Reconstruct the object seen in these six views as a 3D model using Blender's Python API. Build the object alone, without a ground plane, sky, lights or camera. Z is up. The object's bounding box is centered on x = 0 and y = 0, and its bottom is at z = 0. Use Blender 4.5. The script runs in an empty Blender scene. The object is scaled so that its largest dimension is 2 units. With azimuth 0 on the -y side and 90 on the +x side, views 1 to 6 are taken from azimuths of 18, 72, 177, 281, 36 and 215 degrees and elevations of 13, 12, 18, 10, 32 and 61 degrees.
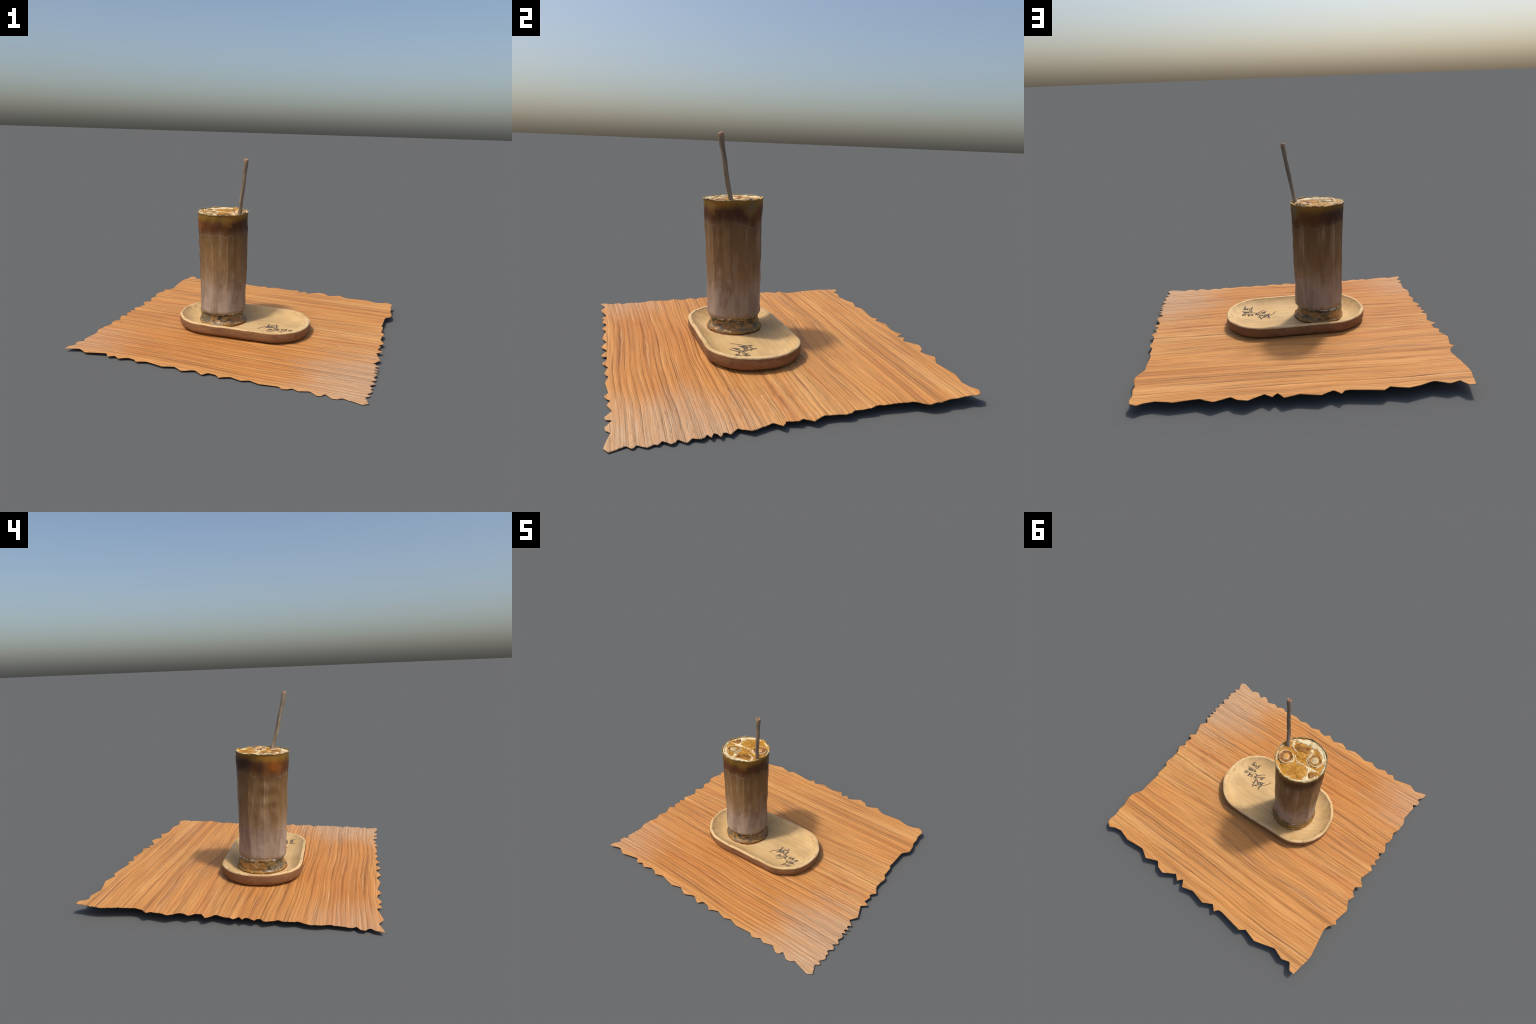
import bpy, bmesh, math, random
from mathutils import Vector, noise, Matrix

TAU = 2 * math.pi

# ------------------------------------------------------------------ helpers
def srgb(r, g, b):
    f = lambda c: (c / 255 / 12.92) if c / 255 <= 0.04045 else ((c / 255 + 0.055) / 1.055) ** 2.4
    return (f(r), f(g), f(b), 1.0)

def lerp(a, b, t):
    return a + (b - a) * t

def clamp(x, a=0.0, b=1.0):
    return max(a, min(b, x))

def smooth(a, b, x):
    t = clamp((x - a) / (b - a))
    return t * t * (3 - 2 * t)

def curve1d(pts, x):
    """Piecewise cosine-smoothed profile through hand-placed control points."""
    if x <= pts[0][0]:
        return pts[0][1]
    for (x0, y0), (x1, y1) in zip(pts, pts[1:]):
        if x <= x1:
            return lerp(y0, y1, (x - x0) / (x1 - x0))
    return pts[-1][1]

def n3(x, y, z):
    return noise.noise(Vector((x, y, z)))

def make_object(name, verts, faces, mat=None, parent=None, shade=True):
    me = bpy.data.meshes.new(name)
    me.from_pydata(verts, [], faces)
    me.validate()
    me.update()
    if shade:
        me.polygons.foreach_set("use_smooth", [True] * len(me.polygons))
    ob = bpy.data.objects.new(name, me)
    bpy.context.scene.collection.objects.link(ob)
    if mat:
        me.materials.append(mat)
    if parent:
        ob.parent = parent
    return ob

def make_empty(name, loc, rot, label, category):
    ob = bpy.data.objects.new(name, None)
    bpy.context.scene.collection.objects.link(ob)
    ob.location = loc
    ob.rotation_euler = rot
    ob["label"] = label
    ob["category"] = category
    return ob

class Nodes:
    """Small wrapper that keeps the node graphs readable."""
    def __init__(self, name):
        self.mat = bpy.data.materials.new(name)
        self.mat.use_nodes = True
        self.t = self.mat.node_tree
        self.t.nodes.clear()
        self.out = self.t.nodes.new("ShaderNodeOutputMaterial")
        self.bsdf = self.t.nodes.new("ShaderNodeBsdfPrincipled")
        self.t.links.new(self.bsdf.outputs[0], self.out.inputs[0])
        self.tc = self.t.nodes.new("ShaderNodeTexCoord")
        self.obj = self.tc.outputs["Object"]

    def put(self, sock, v):
        if hasattr(v, "is_output") or isinstance(v, bpy.types.NodeSocket):
            self.t.links.new(v, sock)
        elif v is not None:
            sock.default_value = v

    def math(self, op, a, b=None, c=None, clampit=False):
        n = self.t.nodes.new("ShaderNodeMath")
        n.operation = op
        n.use_clamp = clampit
        self.put(n.inputs[0], a)
        if b is not None: self.put(n.inputs[1], b)
        if c is not None: self.put(n.inputs[2], c)
        return n.outputs[0]

    def mapping(self, v, loc=(0, 0, 0), scale=(1, 1, 1), rot=(0, 0, 0)):
        n = self.t.nodes.new("ShaderNodeMapping")
        self.put(n.inputs[0], v)
        n.inputs["Location"].default_value = loc
        n.inputs["Rotation"].default_value = rot
        n.inputs["Scale"].default_value = scale
        return n.outputs[0]

    def noise(self, v, scale=1.0, detail=3, rough=0.5, dist=0.0):
        n = self.t.nodes.new("ShaderNodeTexNoise")
        self.put(n.inputs["Vector"], v)
        n.inputs["Scale"].default_value = scale
        n.inputs["Detail"].default_value = detail
        n.inputs["Roughness"].default_value = rough
        n.inputs["Distortion"].default_value = dist
        return n.outputs[0]

    def voronoi(self, v, scale=1.0, feature="F1", rnd=1.0, out="Distance"):
        n = self.t.nodes.new("ShaderNodeTexVoronoi")
        n.feature = feature
        self.put(n.inputs["Vector"], v)
        n.inputs["Scale"].default_value = scale
        n.inputs["Randomness"].default_value = rnd
        return n.outputs[out]

    def xyz(self, v):
        n = self.t.nodes.new("ShaderNodeSeparateXYZ")
        self.put(n.inputs[0], v)
        return n.outputs

    def comb(self, x, y, z):
        n = self.t.nodes.new("ShaderNodeCombineXYZ")
        for s, v in zip(n.inputs, (x, y, z)):
            self.put(s, v)
        return n.outputs[0]

    def dist(self, v, p):
        n = self.t.nodes.new("ShaderNodeVectorMath")
        n.operation = "DISTANCE"
        self.put(n.inputs[0], v)
        n.inputs[1].default_value = p
        return n.outputs["Value"]

    def ramp(self, f, stops, interp="LINEAR"):
        n = self.t.nodes.new("ShaderNodeValToRGB")
        n.color_ramp.interpolation = interp
        el = n.color_ramp.elements
        while len(el) < len(stops):
            el.new(0.5)
        for e, (p, c) in zip(el, stops):
            e.position = p
            e.color = c if len(c) == 4 else (*c, 1)
        self.put(n.inputs[0], f)
        return n.outputs[0]

    def step(self, f, a, b):
        """0 below a, 1 above b (a may exceed b for a falling edge)."""
        n = self.t.nodes.new("ShaderNodeMapRange")
        n.interpolation_type = "SMOOTHSTEP"
        self.put(n.inputs[0], f)
        lo, hi = min(a, b), max(a, b)
        n.inputs[1].default_value = lo
        n.inputs[2].default_value = hi
        n.inputs[3].default_value = 0.0 if a < b else 1.0
        n.inputs[4].default_value = 1.0 if a < b else 0.0
        return n.outputs[0]

    def mix(self, fac, a, b, mode="MIX"):
        n = self.t.nodes.new("ShaderNodeMix")
        n.data_type = "RGBA"
        n.blend_type = mode
        n.clamp_factor = True
        self.put(n.inputs["Factor"], fac)
        self.put(n.inputs[6], a)
        self.put(n.inputs[7], b)
        return n.outputs[2]

    def finish(self, color, rough=0.6, spec=0.3, bump=None, bump_strength=0.3, bump_dist=0.01, **kw):
        self.put(self.bsdf.inputs["Base Color"], color)
        self.put(self.bsdf.inputs["Roughness"], rough)
        self.put(self.bsdf.inputs["Specular IOR Level"], spec)
        for k, v in kw.items():
            self.put(self.bsdf.inputs[k.replace("_", " ")], v)
        if bump is not None:
            b = self.t.nodes.new("ShaderNodeBump")
            b.inputs["Strength"].default_value = bump_strength
            b.inputs["Distance"].default_value = bump_dist
            self.put(b.inputs["Height"], bump)
            self.t.links.new(b.outputs[0], self.bsdf.inputs["Normal"])
        return self.mat

# ------------------------------------------------------------------ materials
def mat_table():
    m = Nodes("orange_wood")
    x, y, z = m.xyz(m.obj)
    # slow sideways wander of the grain, with one cathedral swell behind the tray
    wander = m.noise(m.mapping(m.obj, scale=(0.55, 1.2, 0)), 1.0, 2, 0.5)
    wander2 = m.noise(m.mapping(m.obj, scale=(2.6, 7.0, 0), loc=(3, 1, 0)), 1.0, 3, 0.55)
    swell = m.step(m.dist(m.mapping(m.obj, scale=(0.5, 1.5, 0)), (0.12, 0.42, 0)), 0.40, 0.0)
    yy = m.math("ADD", y, m.math("MULTIPLY", wander, 0.16))
    yy = m.math("ADD", yy, m.math("MULTIPLY", wander2, 0.020))
    yy = m.math("ADD", yy, m.math("MULTIPLY", swell, 0.05))
    def along(fx, fy, seed):
        return m.comb(m.math("MULTIPLY", x, fx), m.math("MULTIPLY", yy, fy), seed)
    # growth rings: three families of uneven saw-tooth bands (soft rise, sharp dark edge)
    uneven = m.noise(m.comb(0.0, m.math("MULTIPLY", yy, 4.0), 0.0), 1.0, 3, 0.6)
    def rings(freq, warp, soft):
        f = m.math("FRACT", m.math("ADD", m.math("MULTIPLY", yy, freq), m.math("MULTIPLY", uneven, warp)))
        return m.ramp(f, [(0.0, (0.55,)*3), (0.08, (0.15,)*3), (soft, (0.02,)*3), (0.9, (0.55,)*3), (0.965, (1.0,)*3), (1.0, (0.55,)*3)])
    wide, mid, fine = rings(13.0, 3.0, 0.4), rings(34.0, 6.0, 0.55), rings(83.0, 11.0, 0.6)
    break1 = m.noise(along(0.9, 6.0, 2.0), 1.0, 3, 0.6)
    break2 = m.noise(along(2.4, 22.0, 6.0), 1.0, 3, 0.6)
    fibre = m.noise(along(4.0, 120.0, 0.0), 1.0, 4, 0.65)
    pores = m.noise(along(24.0, 300.0, 4.0), 1.0, 2, 0.5)
    patch = m.noise(m.mapping(m.obj, scale=(1.2, 3.0, 0)), 1.0, 3, 0.5)
    band = m.noise(along(0.35, 9.0, 8.0), 1.0, 3, 0.6)
    base = m.ramp(patch, [(0.3, srgb(204, 137, 72)), (0.5, srgb(211, 146, 80)), (0.7, srgb(215, 154, 88))])
    base = m.mix(m.math("MULTIPLY", m.step(band, 0.50, 0.68), 0.42), base, srgb(176, 110, 58))
    base = m.mix(m.math("MULTIPLY", m.step(band, 0.48, 0.32), 0.45), base, srgb(222, 168, 106))
    bandw = m.noise(along(0.25, 4.5, 14.0), 1.0, 2, 0.5)
    base = m.mix(m.math("MULTIPLY", m.step(bandw, 0.54, 0.66), 0.5), base, srgb(226, 172, 108))
    base = m.mix(m.math("MULTIPLY", m.step(bandw, 0.46, 0.36), 0.4), base, srgb(196, 116, 60))
    # more saturated boards in front
    front = m.step(m.math("ADD", y, m.math("MULTIPLY", m.math("SUBTRACT", patch, 0.5), 0.9)), 0.05, -0.55)
    base = m.mix(m.math("MULTIPLY", front, 0.45), base, srgb(196, 124, 56))
    dark = m.mix(m.step(break1, 0.42, 0.62), srgb(152, 94, 50), srgb(132, 88, 58))
    def lay(col, f, mask, amt, c):
        return m.mix(m.math("MULTIPLY", m.math("MULTIPLY", f, mask), amt), col, c)
    col = lay(base, wide, m.step(break1, 0.42, 0.66), 0.78, dark)
    col = lay(col, mid, m.step(break2, 0.46, 0.68), 0.72, dark)
    col = lay(col, fine, m.step(m.noise(along(1.6, 14.0, 11.0), 1.0, 3, 0.6), 0.46, 0.66), 0.50, srgb(146, 90, 50))
    for freq, warp, lo, hi, amt in ((13.0, 3.0, 0.04, 0.22, 0.34), (34.0, 6.0, 0.05, 0.30, 0.30)):
        f = m.math("FRACT", m.math("ADD", m.math("MULTIPLY", yy, freq), m.math("MULTIPLY", uneven, warp)))
        ridge = m.math("MULTIPLY", m.step(f, 0.0, lo), m.step(f, hi, lo))
        col = lay(col, ridge, m.step(break2, 0.46, 0.66), amt, srgb(234, 184, 124))  # light catching the grain relief, painted as pale edges beside the rings
    col = m.mix(m.math("MULTIPLY", m.step(fibre, 0.52, 0.76), 0.34), col, srgb(148, 92, 52))
    col = m.mix(m.math("MULTIPLY", m.step(fibre, 0.46, 0.24), 0.36), col, srgb(232, 182, 122))
    col = m.mix(m.math("MULTIPLY", m.step(pores, 0.64, 0.78), 0.4), col, srgb(120, 74, 42))
    # table glare painted as pale corner streaks, masked by worn
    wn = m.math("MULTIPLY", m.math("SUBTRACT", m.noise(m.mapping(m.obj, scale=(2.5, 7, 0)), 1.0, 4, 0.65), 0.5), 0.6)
    glare_right = m.step(m.math("ADD", m.dist(m.mapping(m.obj, scale=(1, 0.9, 0)), (0.98, -0.62, 0)), wn), 0.62, 0.10)
    pale_left = m.math("MULTIPLY", m.step(m.math("ADD", m.dist(m.obj, (-1.0, -0.75, 0)), wn), 0.5, 0.05), 0.6)
    wr = m.math("MAXIMUM", glare_right, pale_left)
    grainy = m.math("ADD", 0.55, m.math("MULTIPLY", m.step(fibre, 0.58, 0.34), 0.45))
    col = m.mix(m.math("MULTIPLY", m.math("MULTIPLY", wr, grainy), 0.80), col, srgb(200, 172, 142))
    scuff = m.noise(along(9.0, 70.0, 9.0), 1.0, 4, 0.7)
    scz = m.step(m.math("ADD", m.dist(m.obj, (0.72, -0.15, 0.03)), wn), 0.5, 0.1)
    sc2 = m.math("MAXIMUM", glare_right, scz)
    col = m.mix(m.math("MULTIPLY", m.math("MULTIPLY", m.step(scuff, 0.56, 0.70), sc2), 0.5), col, srgb(124, 84, 58))
    col = m.mix(m.math("MULTIPLY", m.math("MULTIPLY", m.step(scuff, 0.40, 0.28), sc2), 0.5), col, srgb(236, 204, 168))
    h = m.math("ADD", m.math("MULTIPLY", wide, -0.5), m.math("MULTIPLY", fibre, 0.6))
    h = m.math("ADD", h, m.math("MULTIPLY", mid, -0.4))
    h = m.math("ADD", h, m.math("MULTIPLY", m.math("MULTIPLY", scuff, sc2), 1.0))
    return m.finish(col, rough=0.6, spec=0.25, bump=h, bump_strength=0.9, bump_dist=0.009)

def wood_pale(m, lo, mid, hi, line, ymul=34.0):
    x, y, z = m.xyz(m.obj)
    wander = m.noise(m.mapping(m.obj, scale=(1.6, 4.0, 3.0)), 1.0, 2, 0.5)
    yy = m.math("ADD", m.math("ADD", y, m.math("MULTIPLY", z, 2.2)), m.math("MULTIPLY", wander, 0.16))
    rings = m.math("FRACT", m.math("MULTIPLY", yy, ymul * 0.6))
    rings = m.ramp(rings, [(0.0, (0.5,)*3), (0.2, (0.1,)*3), (0.7, (0.3,)*3), (0.95, (1,)*3), (1.0, (0.5,)*3)])
    fib = m.noise(m.comb(m.math("MULTIPLY", x, 9.0), m.math("MULTIPLY", yy, 170.0), z), 1.0, 3, 0.6)
    patch = m.noise(m.mapping(m.obj, scale=(3, 5, 5)), 1.0, 3, 0.5)
    c = m.ramp(patch, [(0.3, lo), (0.5, mid), (0.7, hi)])
    c = m.mix(m.math("MULTIPLY", rings, 0.28), c, line)
    c = m.mix(m.math("MULTIPLY", m.step(fib, 0.52, 0.75), 0.28), c, line)
    return c, fib, rings, yy

def mat_dish():
    m = Nodes("pale_turned_wood")
    c, fib, rings, yy = wood_pale(m, srgb(203, 164, 108), srgb(214, 177, 121), srgb(222, 189, 135), srgb(168, 127, 80))
    x, y, z = m.xyz(m.obj)
    fleck = m.noise(m.mapping(m.obj, scale=(40, 130, 40)), 1.0, 1, 0.5)
    c = m.mix(m.math("MULTIPLY", m.step(fleck, 0.72, 0.8), 0.45), c, srgb(150, 112, 70))
    # greyish mottling over the pale wood
    tone = m.noise(m.mapping(m.obj, scale=(5, 9, 20)), 1.0, 2, 0.5)
    c = m.mix(m.math("MULTIPLY", m.step(tone, 0.48, 0.66), 0.45), c, srgb(182, 150, 104))
    # handled rim: lighter wood with brown nicks
    lip = m.math("MULTIPLY", m.step(z, -0.012, -0.004), m.step(tone, 0.62, 0.42))
    c = m.mix(m.math("MULTIPLY", lip, 0.35), c, srgb(232, 200, 152))
    nick = m.noise(m.mapping(m.obj, scale=(22, 30, 60)), 1.0, 3, 0.65)
    c = m.mix(m.math("MULTIPLY", m.math("MULTIPLY", m.step(nick, 0.56, 0.7), m.step(z, -0.03, -0.004)), 0.6), c, srgb(150, 108, 66))
    h = m.math("ADD", fib, m.math("MULTIPLY", rings, 0.4))
    return m.finish(c, rough=0.55, spec=0.25, bump=h, bump_strength=0.2, bump_dist=0.003)

def mat_sidewall():
    m = Nodes("shade_darkened_side_wood")
    c, fib, rings, yy = wood_pale(m, srgb(130, 92, 62), srgb(144, 104, 70), srgb(156, 117, 81), srgb(98, 66, 42))  # tray wood made browner for the shading on its outer wall
    h = m.noise(m.mapping(m.obj, scale=(12, 12, 40)), 1.0, 3, 0.6)
    c = m.mix(m.math("MULTIPLY", m.step(h, 0.48, 0.66), 0.5), c, srgb(108, 74, 50))
    return m.finish(c, rough=0.65, spec=0.2, bump=h, bump_strength=0.25, bump_dist=0.006)

def mat_plain(name, c, rough=0.6, spec=0.25, var=0.25, vc=None, scale=30.0):
    m = Nodes(name)
    n = m.noise(m.obj, scale, 3, 0.6)
    col = m.mix(m.math("MULTIPLY", m.step(n, 0.45, 0.65), var), c, vc or c)
    return m.finish(col, rough=rough, spec=spec)

GLASS_PHASE = math.radians(-22.0)      # direction of one flute edge of the tumbler
FLUTES = 10

def mat_drink():
    """Layered latte seen through fluted glass: cream band, espresso, mixed milk, plain milk."""
    m = Nodes("layered_iced_latte")
    x, y, z = m.xyz(m.obj)
    ang = m.math("ARCTAN2", y, x)
    # streaks that run down the wall
    st_v = m.mapping(m.obj, scale=(22, 22, 3.0))
    st = m.noise(st_v, 1.0, 3, 0.55)
    st2 = m.noise(m.mapping(m.obj, scale=(9, 9, 2.0), loc=(4, 2, 1)), 1.0, 2, 0.5)
    blot = m.voronoi(m.mapping(m.obj, scale=(17, 17, 9)), 1.0, "F1", 1.0, "Color")
    blotv = m.xyz(blot)[0]
    zw = m.math("ADD", z, m.math("MULTIPLY", m.math("SUBTRACT", st, 0.5), 0.10))
    zw = m.math("ADD", zw, m.math("MULTIPLY", m.math("SUBTRACT", st2, 0.5), 0.09))
    zr = m.math("DIVIDE", zw, 0.83)
    milk_hi = srgb(172, 150, 124)
    col = m.ramp(zr, [(0.12, srgb(146, 114, 82)), (0.16, srgb(163, 141, 123)), (0.30, srgb(163, 141, 123)), (0.42, srgb(146, 118, 86)),
                      (0.52, srgb(134, 102, 65)), (0.68, srgb(128, 96, 58)), (0.80, srgb(118, 88, 54)), (0.832, srgb(120, 92, 60))])
    # brownish versus greyer sectors, flowing like poured coffee
    swirl = m.noise(m.mapping(m.obj, scale=(5, 5, 1.4), loc=(1, 7, 3)), 1.0, 2, 0.5)
    col = m.mix(m.math("MULTIPLY", m.step(swirl, 0.52, 0.66), 0.35), col, srgb(104, 74, 44))
    col = m.mix(m.math("MULTIPLY", m.step(st, 0.52, 0.7), 0.40), col, srgb(98, 72, 46))
    col = m.mix(m.math("MULTIPLY", m.step(st, 0.46, 0.3), 0.35), col, milk_hi)
    # lighter and darker polygon patches, strongest in the lower part
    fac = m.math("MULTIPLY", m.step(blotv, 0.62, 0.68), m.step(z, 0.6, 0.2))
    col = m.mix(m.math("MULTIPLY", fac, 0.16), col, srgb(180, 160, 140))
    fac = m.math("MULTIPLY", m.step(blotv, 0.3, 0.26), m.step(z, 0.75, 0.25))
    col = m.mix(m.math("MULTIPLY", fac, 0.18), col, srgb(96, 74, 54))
    # espresso layer
    zc = m.math("ADD", z, m.math("MULTIPLY", m.math("SUBTRACT", st2, 0.5), 0.05))
    zc = m.math("ADD", zc, m.math("MULTIPLY", m.math("SUBTRACT", swirl, 0.5), 0.10))
    zc = m.math("ADD", zc, m.math("MULTIPLY", m.math("SUBTRACT", st, 0.5), 0.03))
    esp = m.step(zc, 0.645, 0.735)
    espc = m.mix(m.step(swirl, 0.4, 0.62), srgb(72, 43, 26), srgb(104, 62, 24))
    espc = m.mix(m.math("MULTIPLY", m.step(st, 0.45, 0.7), 0.5), espc, srgb(54, 36, 28))
    col = m.mix(esp, col, espc)
    # cream band under the rim
    cr = m.step(zc, 0.760, 0.815)
    crc = m.mix(m.step(st2, 0.4, 0.6), srgb(150, 104, 30), srgb(118, 88, 28))
    crc = m.mix(m.math("MULTIPLY", m.step(zc, 0.80, 0.825), 0.5), crc, srgb(152, 118, 56))
    col = m.mix(cr, col, crc)
    # ridge highlights drawn as pale vertical lines on the flute edges
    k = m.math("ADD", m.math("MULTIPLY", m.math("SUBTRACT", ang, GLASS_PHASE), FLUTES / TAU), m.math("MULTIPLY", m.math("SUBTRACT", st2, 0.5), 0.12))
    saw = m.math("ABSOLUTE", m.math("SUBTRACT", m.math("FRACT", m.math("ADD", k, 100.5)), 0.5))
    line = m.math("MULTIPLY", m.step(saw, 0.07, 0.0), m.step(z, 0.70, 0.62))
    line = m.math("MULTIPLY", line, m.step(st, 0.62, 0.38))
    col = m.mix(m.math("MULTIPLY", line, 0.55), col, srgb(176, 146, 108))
    # a thin line where espresso meets milk
    tl = m.math("MULTIPLY", m.step(m.math("ABSOLUTE", m.math("SUBTRACT", zc, 0.683)), 0.010, 0.0), m.step(st2, 0.35, 0.6))
    col = m.mix(m.math("MULTIPLY", tl, 0.35), col, srgb(140, 116, 90))
    # ice pressed against the wall, amber drips, an air bubble
    wob = m.math("MULTIPLY", m.math("SUBTRACT", m.noise(m.obj, 28.0, 3, 0.6), 0.5), 0.05)
    def spot(p, r0, r1, c, amt, sc=(1, 1, 1)):
        nonlocal col
        q = tuple(a * b for a, b in zip(p, sc))
        d = m.math("ADD", m.dist(m.mapping(m.obj, scale=sc), q), wob)
        col = m.mix(m.math("MULTIPLY", m.step(d, r1, r0), amt), col, c)
    spot((0.147, 0.063, 0.772), 0.030, 0.070, srgb(120, 92, 44), 0.75)
    spot((0.149, 0.066, 0.785), 0.010, 0.040, srgb(108, 100, 84), 0.8)
    spot((-0.150, -0.105, 0.745), 0.01, 0.055, srgb(150, 84, 26), 0.85)
    spot((-0.115, -0.138, 0.735), 0.005, 0.04, srgb(140, 80, 30), 0.55, (1, 1, 0.6))
    spot((0.100, -0.145, 0.780), 0.02, 0.060, srgb(124, 84, 34), 0.75)
    spot((0.122, -0.128, 0.762), 0.006, 0.018, srgb(78, 42, 30), 0.9)
    h = m.math("ADD", st, m.math("MULTIPLY", blotv, 0.3))
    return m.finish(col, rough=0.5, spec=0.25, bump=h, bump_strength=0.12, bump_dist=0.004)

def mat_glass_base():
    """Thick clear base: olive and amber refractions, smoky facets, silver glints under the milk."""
    m = Nodes("thick_glass_base")
    x, y, z = m.xyz(m.obj)
    n = m.noise(m.mapping(m.obj, scale=(11, 11, 13)), 1.0, 3, 0.6, 1.4)
    n2 = m.noise(m.mapping(m.obj, scale=(8, 8, 20), loc=(5, 3, 2)), 1.0, 3, 0.6, 1.8)
    gl = m.noise(m.mapping(m.obj, scale=(38, 38, 60), loc=(2, 2, 2)), 1.0, 3, 0.6)
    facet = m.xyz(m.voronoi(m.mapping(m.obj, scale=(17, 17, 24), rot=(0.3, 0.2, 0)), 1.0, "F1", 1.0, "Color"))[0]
    col = m.ramp(n, [(0.30, srgb(66, 58, 42)), (0.42, srgb(98, 82, 52)), (0.52, srgb(136, 104, 56)), (0.60, srgb(160, 112, 54)), (0.72, srgb(90, 80, 60))])  # refractions of clear glass painted onto an opaque base
    col = m.mix(m.math("MULTIPLY", m.step(facet, 0.72, 0.76), 0.40), col, srgb(84, 84, 78))  # grey cells tinted for sky reflected in the foot
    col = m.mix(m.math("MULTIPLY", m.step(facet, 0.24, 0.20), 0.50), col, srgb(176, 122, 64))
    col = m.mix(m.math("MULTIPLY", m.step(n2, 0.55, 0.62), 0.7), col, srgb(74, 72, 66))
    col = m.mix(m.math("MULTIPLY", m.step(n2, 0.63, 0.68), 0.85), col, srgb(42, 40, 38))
    nz = m.math("ADD", z, m.math("MULTIPLY", m.math("SUBTRACT", n, 0.5), 0.03))
    nz = m.math("ADD", nz, m.math("MULTIPLY", m.math("SUBTRACT", gl, 0.5), 0.012))
    # dark reflection and silver glint coloured in where the cavity ends
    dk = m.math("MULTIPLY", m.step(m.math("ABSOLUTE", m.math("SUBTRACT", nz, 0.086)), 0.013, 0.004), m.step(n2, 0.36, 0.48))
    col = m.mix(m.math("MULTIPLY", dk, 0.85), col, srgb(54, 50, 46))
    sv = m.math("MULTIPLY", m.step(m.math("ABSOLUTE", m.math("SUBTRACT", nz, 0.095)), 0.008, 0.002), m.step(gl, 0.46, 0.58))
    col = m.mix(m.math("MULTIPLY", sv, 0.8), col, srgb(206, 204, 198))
    # thin glints of light put into the colour as pale lines
    glint_line = m.step(m.math("ABSOLUTE", m.math("SUBTRACT", m.noise(m.mapping(m.obj, scale=(15, 15, 18), loc=(9, 1, 4)), 1.0, 3, 0.6, 1.0), 0.5)), 0.02, 0.004)
    col = m.mix(m.math("MULTIPLY", m.math("MULTIPLY", glint_line, m.step(gl, 0.45, 0.6)), 0.55), col, srgb(204, 188, 152))
    # golden band round the foot, dark red-brown lower edge
    ft = m.step(nz, 0.026, 0.014)
    col = m.mix(m.math("MULTIPLY", ft, 0.75), col, m.mix(m.step(gl, 0.52, 0.66), srgb(158, 116, 44), srgb(210, 184, 118)))
    col = m.mix(m.step(m.math("ADD", z, m.math("MULTIPLY", m.math("SUBTRACT", n2, 0.5), 0.012)), 0.010, 0.003), col, srgb(100, 56, 24))
    return m.finish(col, rough=0.35, spec=0.35, bump=n, bump_strength=0.5, bump_dist=0.012)

def mat_coffee_top():
    m = Nodes("amber_coffee_surface")
    n = m.noise(m.mapping(m.obj, scale=(1, 1, 1)), 16.0, 3, 0.55, 0.8)
    n2 = m.noise(m.obj, 42.0, 3, 0.6, 0.4)
    col = m.ramp(n, [(0.3, srgb(140, 92, 30)), (0.5, srgb(178, 124, 40)), (0.7, srgb(194, 140, 54))])
    col = m.mix(m.math("MULTIPLY", m.step(n2, 0.58, 0.72), 0.4), col, srgb(214, 186, 136))
    return m.finish(col, rough=0.5, spec=0.2, bump=n2, bump_strength=0.4, bump_dist=0.008)

def mat_foam():
    m = Nodes("milk_foam")
    n = m.noise(m.obj, 24.0, 4, 0.6, 0.5)
    n2 = m.noise(m.obj, 70.0, 2, 0.5)
    col = m.ramp(n, [(0.32, srgb(176, 136, 84)), (0.45, srgb(208, 182, 134)), (0.58, srgb(228, 212, 172)), (0.75, srgb(206, 170, 124))])
    col = m.mix(m.math("MULTIPLY", m.step(n2, 0.6, 0.75), 0.35), col, srgb(176, 140, 92))
    return m.finish(col, rough=0.6, spec=0.25, bump=n2, bump_strength=0.3, bump_dist=0.004)

def mat_rim():
    m = Nodes("drinking_rim")
    n = m.noise(m.obj, 26.0, 3, 0.6, 0.6)
    col = m.ramp(n, [(0.34, srgb(70, 60, 40)), (0.46, srgb(112, 94, 52)), (0.56, srgb(168, 146, 92)), (0.68, srgb(122, 112, 92))])
    return m.finish(col, rough=0.35, spec=0.45, bump=n, bump_strength=0.3, bump_dist=0.004)

def mat_ice(name, deep, mid, pale, hole_r=None, hole=None, outer_r=None):
    m = Nodes(name)
    n = m.noise(m.obj, 34.0, 3, 0.6, 0.8)
    col = m.ramp(n, [(0.32, deep), (0.5, mid), (0.70, pale)])
    if hole_r:
        x, y, z = m.xyz(m.obj)
        r = m.math("SQRT", m.math("ADD", m.math("MULTIPLY", x, x), m.math("MULTIPLY", y, y)))
        r = m.math("ADD", r, m.math("MULTIPLY", m.math("SUBTRACT", n, 0.5), 0.012))
        col = m.mix(m.step(r, hole_r, hole_r * 0.82), col, hole)
        ring = m.step(m.math("ABSOLUTE", m.math("SUBTRACT", r, hole_r)), 0.005, 0.001)
        lipf = m.math("MULTIPLY", m.step(r, outer_r * 0.86, outer_r * 0.95), m.step(n, 0.36, 0.5))
        col = m.mix(m.math("MULTIPLY", lipf, 0.85), col, srgb(222, 202, 160))
        col = m.mix(m.math("MULTIPLY", m.math("MULTIPLY", ring, m.step(n, 0.4, 0.5)), 0.8), col, srgb(234, 214, 172))
    return m.finish(col, rough=0.45, spec=0.25, bump=n, bump_strength=0.5, bump_dist=0.01)

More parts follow.
